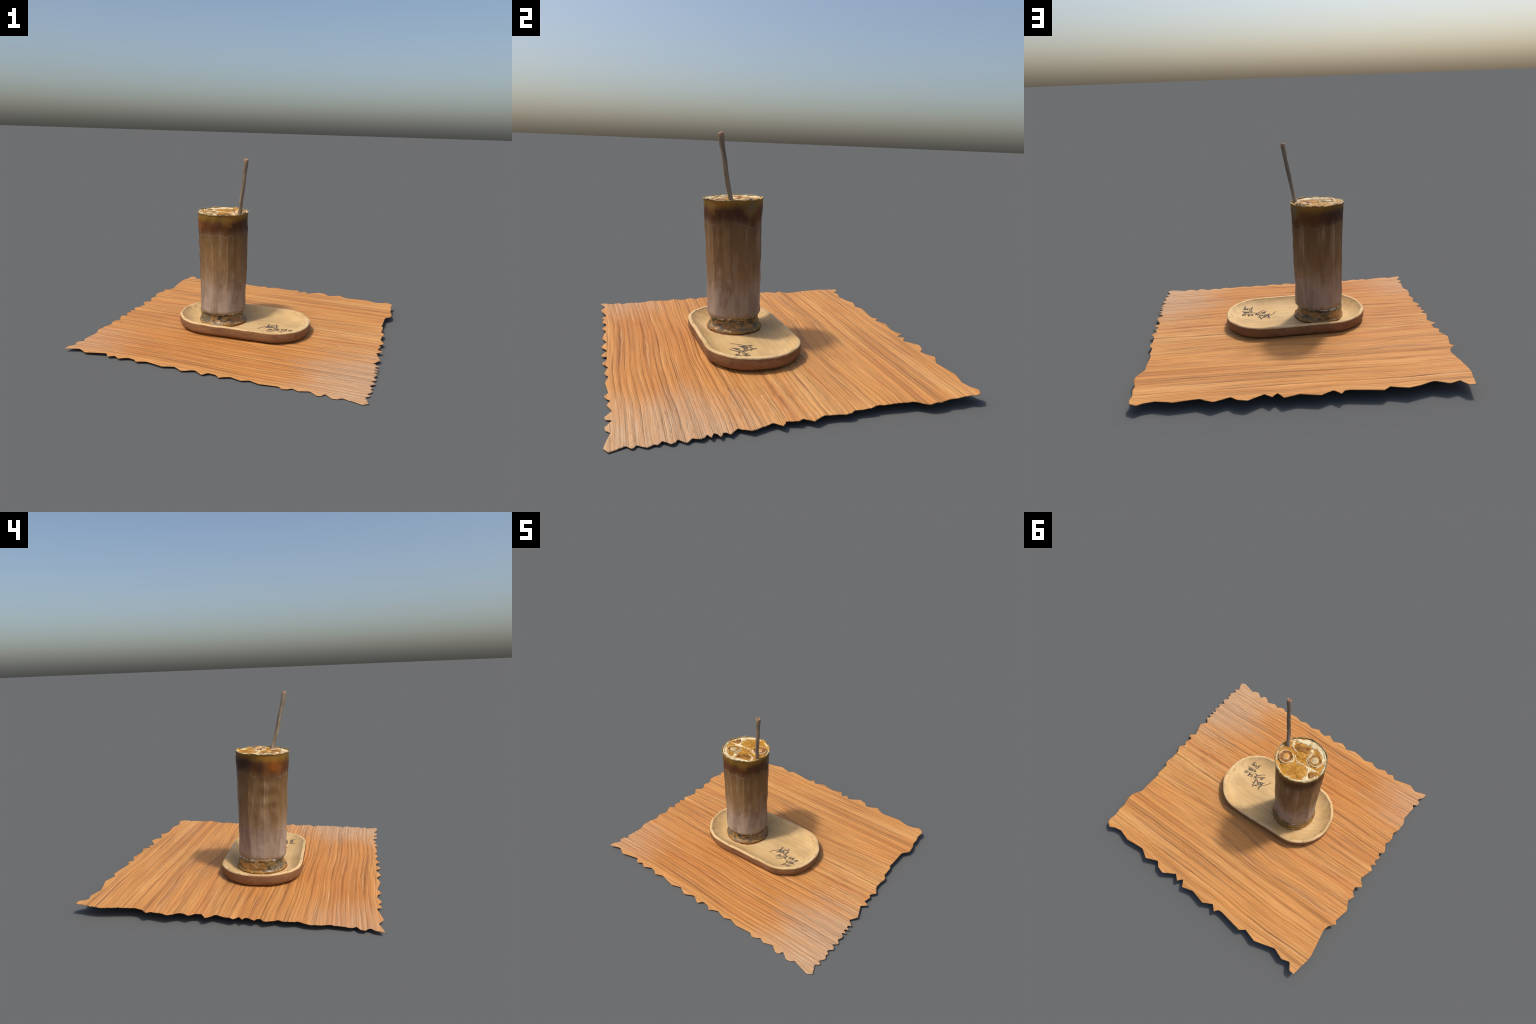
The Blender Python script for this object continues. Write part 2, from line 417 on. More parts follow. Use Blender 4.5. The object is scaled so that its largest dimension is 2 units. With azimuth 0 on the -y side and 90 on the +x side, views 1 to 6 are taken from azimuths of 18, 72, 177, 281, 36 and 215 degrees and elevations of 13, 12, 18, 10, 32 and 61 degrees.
def mat_straw():
    m = Nodes("grey_brown_straw")
    a = m.noise(m.mapping(m.obj, scale=(95, 95, 5)), 1.0, 3, 0.55)
    b = m.noise(m.mapping(m.obj, scale=(20, 20, 9), loc=(3, 3, 3)), 1.0, 2, 0.5)
    col = m.ramp(a, [(0.32, srgb(104, 90, 72)), (0.5, srgb(142, 126, 104)), (0.68, srgb(166, 152, 130))])
    col = m.mix(m.math("MULTIPLY", m.step(b, 0.5, 0.7), 0.4), col, srgb(108, 84, 64))
    x, y, z = m.xyz(m.obj)
    col = m.mix(m.math("MULTIPLY", m.step(z, 0.414, 0.421), 0.7), col, srgb(178, 132, 98))
    return m.finish(col, rough=0.55, spec=0.25, bump=a, bump_strength=0.25, bump_dist=0.004)

# ------------------------------------------------------------------ table top
def edge_teeth(rng, zones, outward, base):
    """Ragged broken edge: alternating tips and notches whose pitch and depth change along the side.
    zones: (end position, pitch, notch depth)."""
    pts, s, k = [], -1.0, 0
    for end, pitch, depth in zones:
        while s < end:
            b = curve1d(base, s)
            tip = (k % 2 == 0)
            o = depth * (rng.uniform(0.3, 0.6) if tip else -rng.uniform(0.35, 0.7))
            if rng.random() < 0.18:
                o *= 0.35
            pts.append((s, b + outward * o))
            # mostly small steps, now and then a long straight run or a tight pair of nicks
            step = pitch * rng.choice((0.2, 0.28, 0.38, 0.45, 0.5, 0.6, 0.95))
            if rng.random() < 0.18:                     # flat shoulder before the next bite
                pts.append((s + step * 0.6, b + outward * o * rng.uniform(0.3, 0.9)))
            s += step
            k += 1
    pts.append((1.0, curve1d(base, 1.0)))
    return pts

def table_height(x, y):
    u, v = (x + 0.97) / 1.94, (y + 0.91) / 1.82
    z = lerp(lerp(0.021, 0.001, u), lerp(0.073, 0.057, u), v)
    z += 0.0012 * math.sin(math.pi * clamp(v)) + 0.0022 * smooth(0.45, 0.75, u) * smooth(0.02, 0.12, v) * smooth(0.75, 0.45, v)
    z += 0.0036 * n3(x * 1.1 + 3, y * 14.0, 1.7) + 0.0036 * n3(x * 1.6, y * 34.0, 5.2) + 0.0020 * n3(x * 4, y * 70.0, 2.2)
    return z

def build_table():
    rng = random.Random(11)
    # broad run of each side (position along the side, coordinate of the edge)
    right = edge_teeth(rng, [(-0.42, 0.075, 0.030), (0.02, 0.13, 0.052), (0.30, 0.2, 0.014), (1.0, 0.26, 0.010)], 1,
                       [(-1, .980), (-.88, .978), (-.8, .988), (-.45, .982), (-.2, .965), (0, .965), (.15, .962), (.3, .942), (.45, .936), (.55, .948), (.64, .988), (.78, .972), (1, .962)])
    left = edge_teeth(rng, [(-0.62, 0.14, 0.025), (-0.35, 0.12, 0.03), (-0.08, 0.08, 0.036), (0.52, 0.13, 0.036), (1.0, 0.24, 0.010)], -1,
                      [(-1, -.99), (-.91, -.985), (-.8, -.958), (-.65, -.968), (-.4, -.965), (0, -.968), (.4, -.978), (.5, -.972), (.6, -.930), (.72, -.955), (.84, -.966), (1, -.940)])
    back = edge_teeth(rng, [(-0.5, 0.17, 0.040), (0.1, 0.2, 0.032), (0.62, 0.16, 0.046), (1.0, 0.2, 0.028)], 1,
                      [(-1, .915), (-.86, .874), (-.7, .896), (-.3, .905), (.2, .900), (.6, .898), (.8, .872), (1, .885)])
    front = edge_teeth(rng, [(-0.55, 0.15, 0.028), (0.55, 0.13, 0.034), (1.0, 0.11, 0.034)], -1,
                       [(-1, -.908), (-.7, -.900), (-.3, -.905), (.1, -.908), (.35, -.898), (.7, -.906), (1, -.910)])
    NX, NY, T = 330, 360, 0.003
    bulge = lambda d: math.exp(-d / 0.05)
    top = []
    for j in range(NY + 1):
        v = j / NY
        for i in range(NX + 1):
            u = i / NX
            x0, y0 = lerp(-0.965, 0.965, u), lerp(-0.9, 0.9, v)
            dx0, dx1 = (x0 + 0.965), (0.965 - x0)
            dy0, dy1 = (y0 + 0.9), (0.9 - y0)
            x = x0 + (curve1d(left, y0 / 0.9) + 0.965) * bulge(dx0) + (curve1d(right, y0 / 0.9) - 0.965) * bulge(dx1)
            y = y0 + (curve1d(front, x0 / 0.965) + 0.9) * bulge(dy0) + (curve1d(back, x0 / 0.965) - 0.9) * bulge(dy1)
            x = clamp(x, -1.0, 1.0)
            y = clamp(y, -0.932, 0.926)
            top.append([x, y, 0.0])
    xs = [p[0] for p in top]
    lo, hi = min(xs), max(xs)
    for p in top:                                   # longest side is exactly two metres
        p[0] = -1.0 + 2.0 * (p[0] - lo) / (hi - lo)
        p[2] = table_height(p[0], p[1])
    zmin = min(p[2] for p in top) - T
    for p in top:                                   # the low corner rests on the ground
        p[2] = p[2] + T if p[2] < 0.0 + T else p[2]
        p[2] = max(p[2], T)
    n = len(top)
    verts = [tuple(p) for p in top] + [(p[0], p[1], p[2] - T) for p in top]
    W = NX + 1
    idx = lambda i, j: j * W + i
    faces = []
    for j in range(NY):
        for i in range(NX):
            a, b, c, d = idx(i, j), idx(i + 1, j), idx(i + 1, j + 1), idx(i, j + 1)
            faces.append((a, b, c, d))
            faces.append((a + n, d + n, c + n, b + n))
    ring = [idx(i, 0) for i in range(NX)] + [idx(NX, j) for j in range(NY)] + \
           [idx(i, NY) for i in range(NX, 0, -1)] + [idx(0, j) for j in range(NY, 0, -1)]
    for a, b in zip(ring, ring[1:] + ring[:1]):
        faces.append((b, a, a + n, b + n))
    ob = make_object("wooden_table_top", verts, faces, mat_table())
    ob["label"] = "thin orange brown wooden table top with ragged edges"
    ob["category"] = "table top"
    return ob

# ------------------------------------------------------------------ tray
TRAY_L, TRAY_W, TRAY_R = 0.222, 0.014, 0.264      # core box half sizes and corner radius: a long rounded oblong
TRAY_PROFILE = [(0.0, 0.0), (0.004, 0.004), (0.0205, 0.0042), (0.0225, 0.0), (0.026, -0.0035), (0.042, -0.016), (0.07, -0.031),
                (0.10, -0.042), (0.15, -0.0450), (0.20, -0.0458), (0.35, -0.0460)]   # distance in from the edge, height from rim
TRAY_Z = 0.1200                         # rim height above world zero at tray centre

def tray_inset(x, y):
    ax, ay = abs(x) - TRAY_L, abs(y) - TRAY_W
    if ax < 0 and ay < 0:
        return TRAY_R + min(-ax, -ay)
    return TRAY_R - math.hypot(max(ax, 0.0), max(ay, 0.0))

def tray_floor(x, y):
    d = tray_inset(x, y)
    return curve1d(TRAY_PROFILE, d) + floor_lean(x, d)

def floor_lean(x, d):
    """The hollow was scooped a little deeper at the end that carries the glass."""
    return 0.012 * x * smooth(0.03, 0.13, d)

def oblong(k, n, r, l, w):
    """Point k of n round the rounded oblong: core-box anchor and outward normal."""
    segs = [("s", 2 * l), ("a", math.pi / 2 * r), ("s", 2 * w), ("a", math.pi / 2 * r)] * 2
    s = (k / n) * sum(q[1] for q in segs)
    corners = [(-l, -w), (l, -w), (l, w), (-l, w)]
    side = 0
    for kind, length in segs:
        if s <= length:
            break
        s -= length
        side += 1
    side = min(side, 7)
    edge, is_arc = side // 2, side % 2
    a0 = -math.pi / 2 + edge * math.pi / 2
    c0, c1 = corners[edge], corners[(edge + 1) % 4]
    if is_arc:
        a = a0 + s / r
        return c1, (math.cos(a), math.sin(a))
    t = s / segs[side][1]
    return (lerp(c0[0], c1[0], t), lerp(c0[1], c1[1], t)), (math.cos(a0), math.sin(a0))

def build_tray():
    tray = make_empty("serving_tray", (-0.029, -0.106, TRAY_Z), (0.011, 0.005, 0.042),
                      "oval shallow pale wooden tray with brush writing", "serving tray")
    N = 360
    def ring(inset, z, wob_r, wob_z, hollow=False):
        out = []
        for k in range(N):
            (cx, cy), (nx, ny) = oblong(k, N, TRAY_R, TRAY_L, TRAY_W)
            px, py = cx + nx * TRAY_R, cy + ny * TRAY_R
            w = wob_r * (n3(px * 9, py * 9, 2.0) + 0.6 * n3(px * 24, py * 24, 8.0))
            wz = wob_z * (n3(px * 11 + 4, py * 11, 6.0) + 0.5 * n3(px * 30, py * 30, 1.0))
            # inset toward the core box
            r = TRAY_R - inset + w
            x, y = cx + nx * r, cy + ny * r
            out.append((x, y, z + wz + (floor_lean(x, inset) if hollow else 0.0)))
        return out
    def loft(rings, close=None):
        verts, faces = [], []
        for r in rings:
            verts += r
        for a in range(len(rings) - 1):
            for k in range(N):
                k2 = (k + 1) % N
                faces.append((a * N + k, a * N + k2, (a + 1) * N + k2, (a + 1) * N + k))
        if close is not None:
            verts.append(close)
            c, b = len(verts) - 1, (len(rings) - 1) * N
            faces += [(b + k, b + (k + 1) % N, c) for k in range(N)]
        return verts, faces
    edge = ring(0.0, -0.003, 0.0035, 0.0022)
    # hollow: from the rim edge inwards
    ins = [0.002, 0.004, 0.010, 0.017, 0.0205, 0.0225, 0.026, 0.033, 0.042, 0.052, 0.062, 0.072, 0.085, 0.10, 0.12, 0.13, 0.15, 0.17, 0.20, 0.23, 0.26]
    rings = [edge]
    for d in ins:
        k = clamp(1 - d / 0.12)
        rings.append(ring(d, curve1d(TRAY_PROFILE, d), 0.0035 * k + 0.0006, 0.0020 * k, True))
    # the innermost ring is the core box itself: close it flat
    verts, faces = loft(rings)
    b = (len(rings) - 1) * N
    bm_faces = [tuple(b + k for k in range(N))]
    dish = make_object("dish", verts, faces + bm_faces, mat_dish(), tray)
    # outside wall: slightly undercut, rolled under at the foot
    wall = [(0.0, -0.003), (-0.0015, -0.010), (-0.001, -0.022), (0.000, -0.036), (0.001, -0.048), (0.004, -0.058), (0.010, -0.067), (0.024, -0.075), (0.045, -0.084), (0.06, -0.090)]
    wr = [edge] + [ring(d, z, 0.0035, 0.0022 * clamp(1 + z / 0.05)) for d, z in wall[1:]]
    verts, faces = loft(wr)
    faces = [tuple(reversed(f)) for f in faces]
    b = (len(wr) - 1) * N
    faces.append(tuple(b + k for k in range(N)))
    make_object("side_wall", verts, faces, mat_sidewall(), tray)
    # ---- brush writing, stroke by stroke, in millimetres on the tray; last number is brush width
    tree = [([(188, 15), (191, -23), (185, -57), (175, -69)], 4.6), ([(130, -99), (145, -72), (165, -46), (186, -20), (211, 3)], 2.0),
            ([(186, -33), (193, -62)], 3.6), ([(186, -40), (206, -47)], 3.0), ([(193, -33), (215, -20), (221, -42), (205, -56), (195, -34)], 3.2),
            ([(201, -43), (218, -34)], 2.8), ([(213, -9), (237, 3)], 3.0), ([(220, -18), (228, -40), (243, -31)], 3.0),
            ([(229, -46), (249, -54), (254, -34), (249, -7), (242, 25)], 4.4), ([(224, -13), (232, 0), (256, 8)], 3.2), ([(250, -18), (269, -14)], 3.0)]
    gem = [([(206, -93), (232, -72)], 4.2), ([(214, -74), (232, -89)], 4.2), ([(199, -112), (218, -97), (243, -89)], 3.4), ([(243, -84), (258, -69), (267, -44)], 3.4),
           ([(262, -65), (283, -61), (263, -90), (238, -117), (212, -131)], 3.4), ([(263, -85), (278, -92), (294, -98)], 4.0)]
    coffee_a = [([(297, -64), (311, -49)], 3.6), ([(298, -78), (316, -64)], 3.6), ([(303, -51), (310, -73)], 3.4), ([(318, -69), (334, -42)], 3.4),
                ([(333, -41), (334, -73), (319, -86)], 3.4), ([(324, -63), (342, -75)], 3.4), ([(352, -66), (375, -56), (373, -73), (352, -78), (352, -66)], 3.6)]
    coffee_b = [([(299, -114), (314, -100)], 3.6), ([(304, -127), (323, -114)], 3.6), ([(306, -103), (312, -124)], 3.4), ([(329, -97), (335, -126)], 3.4),
                ([(323, -110), (344, -101)], 3.0), ([(326, -120), (346, -111)], 3.0), ([(343, -92), (350, -125)], 3.6), ([(346, -102), (370, -98)], 3.2),
                ([(350, -113), (377, -115)], 3.2), ([(354, -89), (361, -121)], 3.2)]
    place = [([(302, -151), (312, -142), (321, -141)], 3.0), ([(321, -141), (320, -159), (303, -170)], 3.0), ([(302, -152), (304, -169), (294, -186)], 3.4),
             ([(330, -166), (336, -143)], 3.4), ([(333, -151), (350, -147), (369, -148)], 4.0), ([(352, -146), (356, -165), (347, -182)], 4.2), ([(341, -160), (353, -163)], 3.4)]
    ink = mat_plain("brush_ink", srgb(104, 91, 80), 0.75, 0.1, 0.4, srgb(80, 71, 66), 60.0)
    verts, faces = [], []
    for char in (tree, gem, coffee_a, coffee_b, place):
        for path, w in char:
            P = [Vector((a / 1000, b / 1000)) for a, b in path]
            fine = []
            for a, b in zip(P, P[1:]):
                steps = max(3, int((b - a).length / 0.003))
                fine += [a.lerp(b, i / steps) for i in range(steps)]
            fine.append(P[-1])
            for _ in range(1):
                fine = [fine[0]] + [(fine[i - 1] + 2 * fine[i] + fine[i + 1]) / 4 for i in range(1, len(fine) - 1)] + [fine[-1]]
            base = len(verts)
            n = len(fine)
            for i, p in enumerate(fine):
                t = (fine[min(i + 1, n - 1)] - fine[max(i - 1, 0)]).normalized()
                s = i / (n - 1)
                hw = w / 1000 * (0.95 if w < 4 else 0.88) * (0.75 + 0.5 * math.sin(math.pi * min(1, 0.18 + s * 0.95))) * (1 + 0.25 * n3(p.x * 90, p.y * 90, w))
                nv = Vector((-t.y, t.x)) * hw
                for q, lift in ((p - nv, -0.0006), (p - nv * 0.8, 0.0010), (p + nv * 0.8, 0.0010), (p + nv, -0.0006)):
                    verts.append((q.x, q.y - 0.003, tray_floor(q.x, q.y - 0.003) + lift + 0.0010))
                if i:
                    o = base + 4 * (i - 1)
                    for c in range(3):
                        faces.append((o + c, o + 4 + c, o + 5 + c, o + 1 + c))
            faces.append((base, base + 1, base + 2, base + 3))
            o = base + 4 * (n - 1)
            faces.append((o + 3, o + 2, o + 1, o))
    make_object("writing", verts, faces, ink, tray)
    return tray

# ------------------------------------------------------------------ tumbler
CUP = Vector((-0.1985, -0.1075, 0.072))
RIM_Z = 0.825
BODY = [(0.103, 0.1640), (0.115, 0.1668), (0.135, 0.1665), (0.205, 0.1660), (0.285, 0.1675), (0.385, 0.1700), (0.485, 0.1725), (0.585, 0.1745),
        (0.695, 0.1770), (0.775, 0.1800), (0.805, 0.1795), (0.817, 0.1815), (0.825, 0.1835)]
FOOT = [(0.0, 0.150), (0.001, 0.163), (0.005, 0.170), (0.012, 0.1725), (0.019, 0.170), (0.027, 0.162), (0.036, 0.154), (0.050, 0.149),
        (0.068, 0.147), (0.082, 0.150), (0.093, 0.157), (0.103, 0.1640)]

def waist_filled(a):
    """The waist over the foot is deep on one half of the glass and almost straight on the other."""
    d = abs((a - math.radians(155) + math.pi) % TAU - math.pi)
    return smooth(math.radians(85), math.radians(45), d)

def wall_radius(a, z, r):
    k = ((a - GLASS_PHASE) * FLUTES / TAU) % 1.0
    sector = (k - 0.5) * TAU / FLUTES
    flat = math.cos(math.pi / FLUTES) / math.cos(sector)        # 10-sided outline
    strength = 0.85 * smooth(0.09, 0.16, z) * smooth(0.78, 0.70, z)
    r *= lerp(1.0, lerp(flat, 1.0, 0.35) * 1.012, strength)
    ca, sa = math.cos(a), math.sin(a)
    r += 0.0038 * n3(ca * 2.2, sa * 2.2, z * 6) + 0.0026 * n3(ca * 5, sa * 5, z * 14) + 0.0011 * n3(ca * 14, sa * 14, z * 30) + 0.0016 * n3(ca * 3.2, sa * 3.2, z * 13 + 5)
    # a few dents on the sunny side
    dent = smooth(0.55, 0.2, abs((a - math.radians(205) + math.pi) % TAU - math.pi))
    r += dent * 0.0032 * math.sin(z * 62 + 2.0) * smooth(0.42, 0.5, z) * smooth(0.72, 0.62, z)
    return r

def revolve(profile, steps, nseg, fn, jitter=None):
    zs = []
    for (z0, _), (z1, _) in zip(profile, profile[1:]):
        n = max(1, int(round((z1 - z0) / steps)))
        zs += [lerp(z0, z1, i / n) for i in range(n)]
    zs.append(profile[-1][0])
    verts, faces = [], []
    for z in zs:
        r0 = curve1d(profile, z)
        for k in range(nseg):
            a = TAU * k / nseg
            r = fn(a, z, r0)
            dz = jitter(a, z) if jitter else 0
            verts.append((r * math.cos(a), r * math.sin(a), z + dz))
    for j in range(len(zs) - 1):
        for k in range(nseg):
            k2 = (k + 1) % nseg
            faces.append((j * nseg + k, j * nseg + k2, (j + 1) * nseg + k2, (j + 1) * nseg + k))
    return verts, faces, len(zs)

def rim_wave(a):
    return 0.0034 * n3(math.cos(a) * 3.0, math.sin(a) * 3.0, 9.0) + 0.0042 * n3(math.cos(a) * 9, math.sin(a) * 9, 4.0)

NSEG = 160

def foam_sheet(strands, z0, radius=0.1775, cell=0.0017):
    """Foam as a lumpy skin: it rises out of the drink near the given (x, y, half width) veins."""
    import numpy as np
    sx, sy, sw = [], [], []
    for path in strands:
        for (x0, y0, w0), (x1, y1, w1) in zip(path, path[1:]):
            n = max(2, int(math.hypot(x1 - x0, y1 - y0) / 0.003))
            for i in range(n):
                sx.append(lerp(x0, x1, i / n)); sy.append(lerp(y0, y1, i / n)); sw.append(0.88 * lerp(w0, w1, i / n))
    sx, sy, sw = np.array(sx), np.array(sy), np.array(sw)
    n = int(2 * radius / cell) + 1
    index, verts, faces = {}, [], []
    height = {}
    for j in range(n):
        for i in range(n):
            x, y = -radius + i * cell, -radius + j * cell
            if math.hypot(x, y) > radius:
                continue
            wx = x + 0.006 * n3(x * 40, y * 40, 1.0) + 0.003 * n3(x * 110, y * 110, 6.0)
            wy = y + 0.006 * n3(x * 40, y * 40, 11.0) + 0.003 * n3(x * 110, y * 110, 16.0)
            f = float(np.max(sw - np.hypot(sx - wx, sy - wy)))
            f += 0.0045 * n3(x * 70, y * 70, 3.0) + 0.003 * n3(x * 170, y * 170, 8.0)
            height[(i, j)] = 0.0065 * math.tanh(f / 0.006) + 0.0012 * n3(x * 130, y * 130, 4.0) + 0.003 * n3(x * 30, y * 30, 14.0) + 0.007 * smooth(0.155, 0.178, math.hypot(x, y))
    for (i, j), h in height.items():
        quad = [(i, j), (i + 1, j), (i + 1, j + 1), (i, j + 1)]
        if all(q in height for q in quad) and max(height[q] for q in quad) > -0.004:
            face = []
            for q in quad:
                if q not in index:
                    index[q] = len(verts)
                    verts.append((-radius + q[0] * cell, -radius + q[1] * cell, z0 + height[q]))
                face.append(index[q])
            faces.append(tuple(face))
    return verts, faces

def ice_ring(name, radius, hole, height, mat, parent, loc, dome):
    """Tube-shaped ice seen end on: rounded shoulder, dished face, raised or sunken core."""
    prof = [(0.0, height * 0.55 + dome), (hole * 0.55, height * 0.55 + dome * 0.9), (hole * 0.9, height * 0.5 + dome * 0.4), (hole * 1.1, height * 0.15),
            (radius * 0.62, height * 0.25), (radius * 0.82, height * 0.58), (radius * 0.93, height * 0.85), (radius * 0.98, height * 0.75), (radius, height * 0.1), (radius * 0.98, -0.03), (0.0, -0.03)]
    n = 56
    verts, faces = [], []
    for r, z in prof[1:-1]:
        for k in range(n):
            a = TAU * k / n
            rr = r * (1 + 0.10 * n3(math.cos(a) * 1.5, math.sin(a) * 1.5, radius * 90))
            verts.append((rr * math.cos(a), rr * math.sin(a), z + 0.0034 * n3(rr * math.cos(a) * 60, rr * math.sin(a) * 60, radius * 50)))
    rows = len(prof) - 2
    for j in range(rows - 1):
        for k in range(n):
            k2 = (k + 1) % n
            faces.append((j * n + k, (j + 1) * n + k, (j + 1) * n + k2, j * n + k2))
    verts.append((0, 0, prof[0][1]))
    faces += [(len(verts) - 1, k, (k + 1) % n) for k in range(n)]
    verts.append((0, 0, prof[-1][1]))
    b = (rows - 1) * n
    faces += [(len(verts) - 1, b + (k + 1) % n, b + k) for k in range(n)]
    ob = make_object(name, verts, faces, mat, parent)
    ob.location = loc
    return ob

def ice_block(name, sx, sy, rot, height, mat, parent, loc, seed):
    """Melted ice chip: bevelled block with a lumpy top."""
    bm = bmesh.new()
    bmesh.ops.create_cube(bm, size=1.0)
    bmesh.ops.scale(bm, vec=(sx, sy, 0.06), verts=bm.verts)
    bmesh.ops.bevel(bm, geom=bm.edges[:], offset=min(sx, sy) * 0.26, segments=4, profile=0.6, affect="EDGES")
    bmesh.ops.subdivide_edges(bm, edges=bm.edges[:], cuts=2, use_grid_fill=True)
    rng = random.Random(seed)
    off = rng.uniform(0, 50)
    for v in bm.verts:
        f = 1 + 0.22 * n3(v.co.x * 22 + off, v.co.y * 22, 0)
        v.co.x *= f
        v.co.y *= 1 + 0.22 * n3(v.co.x * 22, v.co.y * 22 + off, 3)
        v.co.z += 0.0065 * n3(v.co.x * 24, v.co.y * 24, off)
        v.co.z += height - 0.03
    me = bpy.data.meshes.new(name)
    bm.to_mesh(me)
    bm.free()
    me.polygons.foreach_set("use_smooth", [True] * len(me.polygons))
    me.materials.append(mat)
    ob = bpy.data.objects.new(name, me)
    bpy.context.scene.collection.objects.link(ob)
    ob.parent = parent
    ob.location = loc
    ob.rotation_euler = (0, 0, rot)
    return ob

def build_glass():
    cup = make_empty("iced_coffee_glass", CUP, (0.034, -0.005, 0), "tall fluted glass of layered iced latte", "iced coffee")
    # body
    v, f, nz = revolve(BODY, 0.008, NSEG, wall_radius, lambda a, z: rim_wave(a) * smooth(0.795, RIM_Z, z))
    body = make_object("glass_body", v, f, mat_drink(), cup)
    body_top = v[-NSEG:]
    body_low = v[:NSEG]
    # base with waist and flared foot; the top ring follows the body exactly
    def foot_r(a, z, r):
        full = curve1d([(0, r), (0.022, r), (0.036, 0.166), (0.103, 0.166)], z)
        r = lerp(r, max(r, full), waist_filled(a) * 0.9)
        r += (0.0055 * n3(math.cos(a) * 3.5, math.sin(a) * 3.5, z * 22 + 4) + 0.0050 * n3(math.cos(a) * 9, math.sin(a) * 9, z * 55)) * smooth(0.0, 0.02, z) * smooth(0.103, 0.088, z)
        return r + 0.0050 * n3(math.cos(a) * 5, math.sin(a) * 5, 2.0) * smooth(0.03, 0.0, z)
    v, f, nz = revolve(FOOT, 0.004, NSEG, foot_r, lambda a, z: 0.006 * n3(math.cos(a) * 4, math.sin(a) * 4, 6.0) * smooth(0.03, 0.07, z))
    # the foot stands level on the tray although the glass leans a little
    v = [(x, y, z - 0.030 * y * clamp(1 - z / 0.085)) for x, y, z in v]
    for k in range(NSEG):
        v[(nz - 1) * NSEG + k] = body_low[k]
    f.append(tuple(range(NSEG - 1, -1, -1)))
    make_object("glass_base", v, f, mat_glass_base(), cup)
    # ragged ledge bead where the hollow of the glass ends
    # lip: rounded ring sitting on the wall
    M = 10
    lv, lf = [], []
    for k in range(NSEG):
        x, y, z = body_top[k]
        r, a = math.hypot(x, y), TAU * k / NSEG
        t = 0.0036 * (1 + 0.5 * n3(math.cos(a) * 7, math.sin(a) * 7, 11.0))
        for i in range(M):
            b = TAU * i / M
            rr = r - 0.002 + math.cos(b) * t
            lv.append((rr * math.cos(a), rr * math.sin(a), z + math.sin(b) * t * 0.9))
    for k in range(NSEG):
        k2 = (k + 1) % NSEG
        for i in range(M):
            i2 = (i + 1) % M
            lf.append((k * M + i, k2 * M + i, k2 * M + i2, k * M + i2))
    make_object("rim", lv, lf, mat_rim(), cup)
    # drink surface, a lumpy disc just under the lip
    SZ = RIM_Z - 0.011
    sv, sf = [(0, 0, SZ)], []
    R = 30
    for j in range(1, R + 1):
        for k in range(NSEG):
            a = TAU * k / NSEG
            x, y, zt = body_top[k]
            r = (math.hypot(x, y) - 0.003) * j / R
            px, py = r * math.cos(a), r * math.sin(a)
            z = SZ + 0.0058 * n3(px * 18, py * 18, 5.0) + 0.002 * n3(px * 50, py * 50, 2.0) + (zt - RIM_Z + 0.007) * (j / R) ** 9
            sv.append((px, py, z))
    sf += [(0, 1 + k, 1 + (k + 1) % NSEG) for k in range(NSEG)]
    for j in range(R - 1):
        for k in range(NSEG):
            a0, a1 = 1 + j * NSEG, 1 + (j + 1) * NSEG
            k2 = (k + 1) % NSEG
            sf.append((a0 + k, a1 + k, a1 + k2, a0 + k2))
    make_object("coffee_surface", sv, sf, mat_coffee_top(), cup)
    # ice
    brown = mat_ice("ice_brown", srgb(104, 64, 16), srgb(140, 90, 28), srgb(166, 118, 52))
    gold = mat_ice("ice_gold", srgb(150, 102, 28), srgb(184, 130, 42), srgb(200, 150, 62))
    ringa = mat_ice("ice_tube_orange", srgb(106, 62, 18), srgb(142, 90, 30), srgb(172, 118, 52), 0.022, srgb(206, 146, 66), 0.053)
    ringb = mat_ice("ice_tube_white", srgb(116, 76, 20), srgb(152, 104, 36), srgb(178, 130, 58), 0.023, srgb(190, 166, 118), 0.050)
    top = cup.location
    def at(wx, wy, up=0.0):
        # centre of the surface in the cup's own frame
        return (wx + 0.2035, wy + 0.1345, SZ + up)
    ice_ring("ice_tube", 0.053, 0.024, 0.012, ringa, cup, at(-0.105, -0.090, 0.006), 0.007)
    ice_ring("ice_tube", 0.050, 0.023, 0.007, ringb, cup, at(-0.284, -0.187, 0.003), 0.002)
    for i, (wx, wy, sx, sy, rot, h, mt) in enumerate([
            (-0.156, -0.213, 0.112, 0.056, 0.25, 0.005, brown), (-0.183, -0.162, 0.060, 0.056, 0.9, 0.008, gold),
            (-0.254, -0.060, 0.095, 0.110, 0.75, 0.006, gold), (-0.333, -0.076, 0.056, 0.056, 0.6, 0.005, brown),
            (-0.150, -0.030, 0.090, 0.060, -0.5, 0.006, gold)]):
        ice_block("ice_chip", sx, sy, rot, h, mt, cup, at(wx, wy), 20 + i)
    # foam: a collar against the glass plus veins between the ice
    def cup_arc(a0, a1, inset, w):
        pts = []
        n = 24
        for i in range(n + 1):
            a = math.radians(lerp(a0, a1, i / n))
            ww = w * (0.75 + 0.5 * n3(math.cos(a) * 4, math.sin(a) * 4, inset * 80))
            pts.append((math.cos(a) * (0.178 - inset), math.sin(a) * (0.178 - inset), ww))
        return pts
    def vein(*pts):
        return [(x + 0.2035, y + 0.1345, w) for x, y, w in pts]
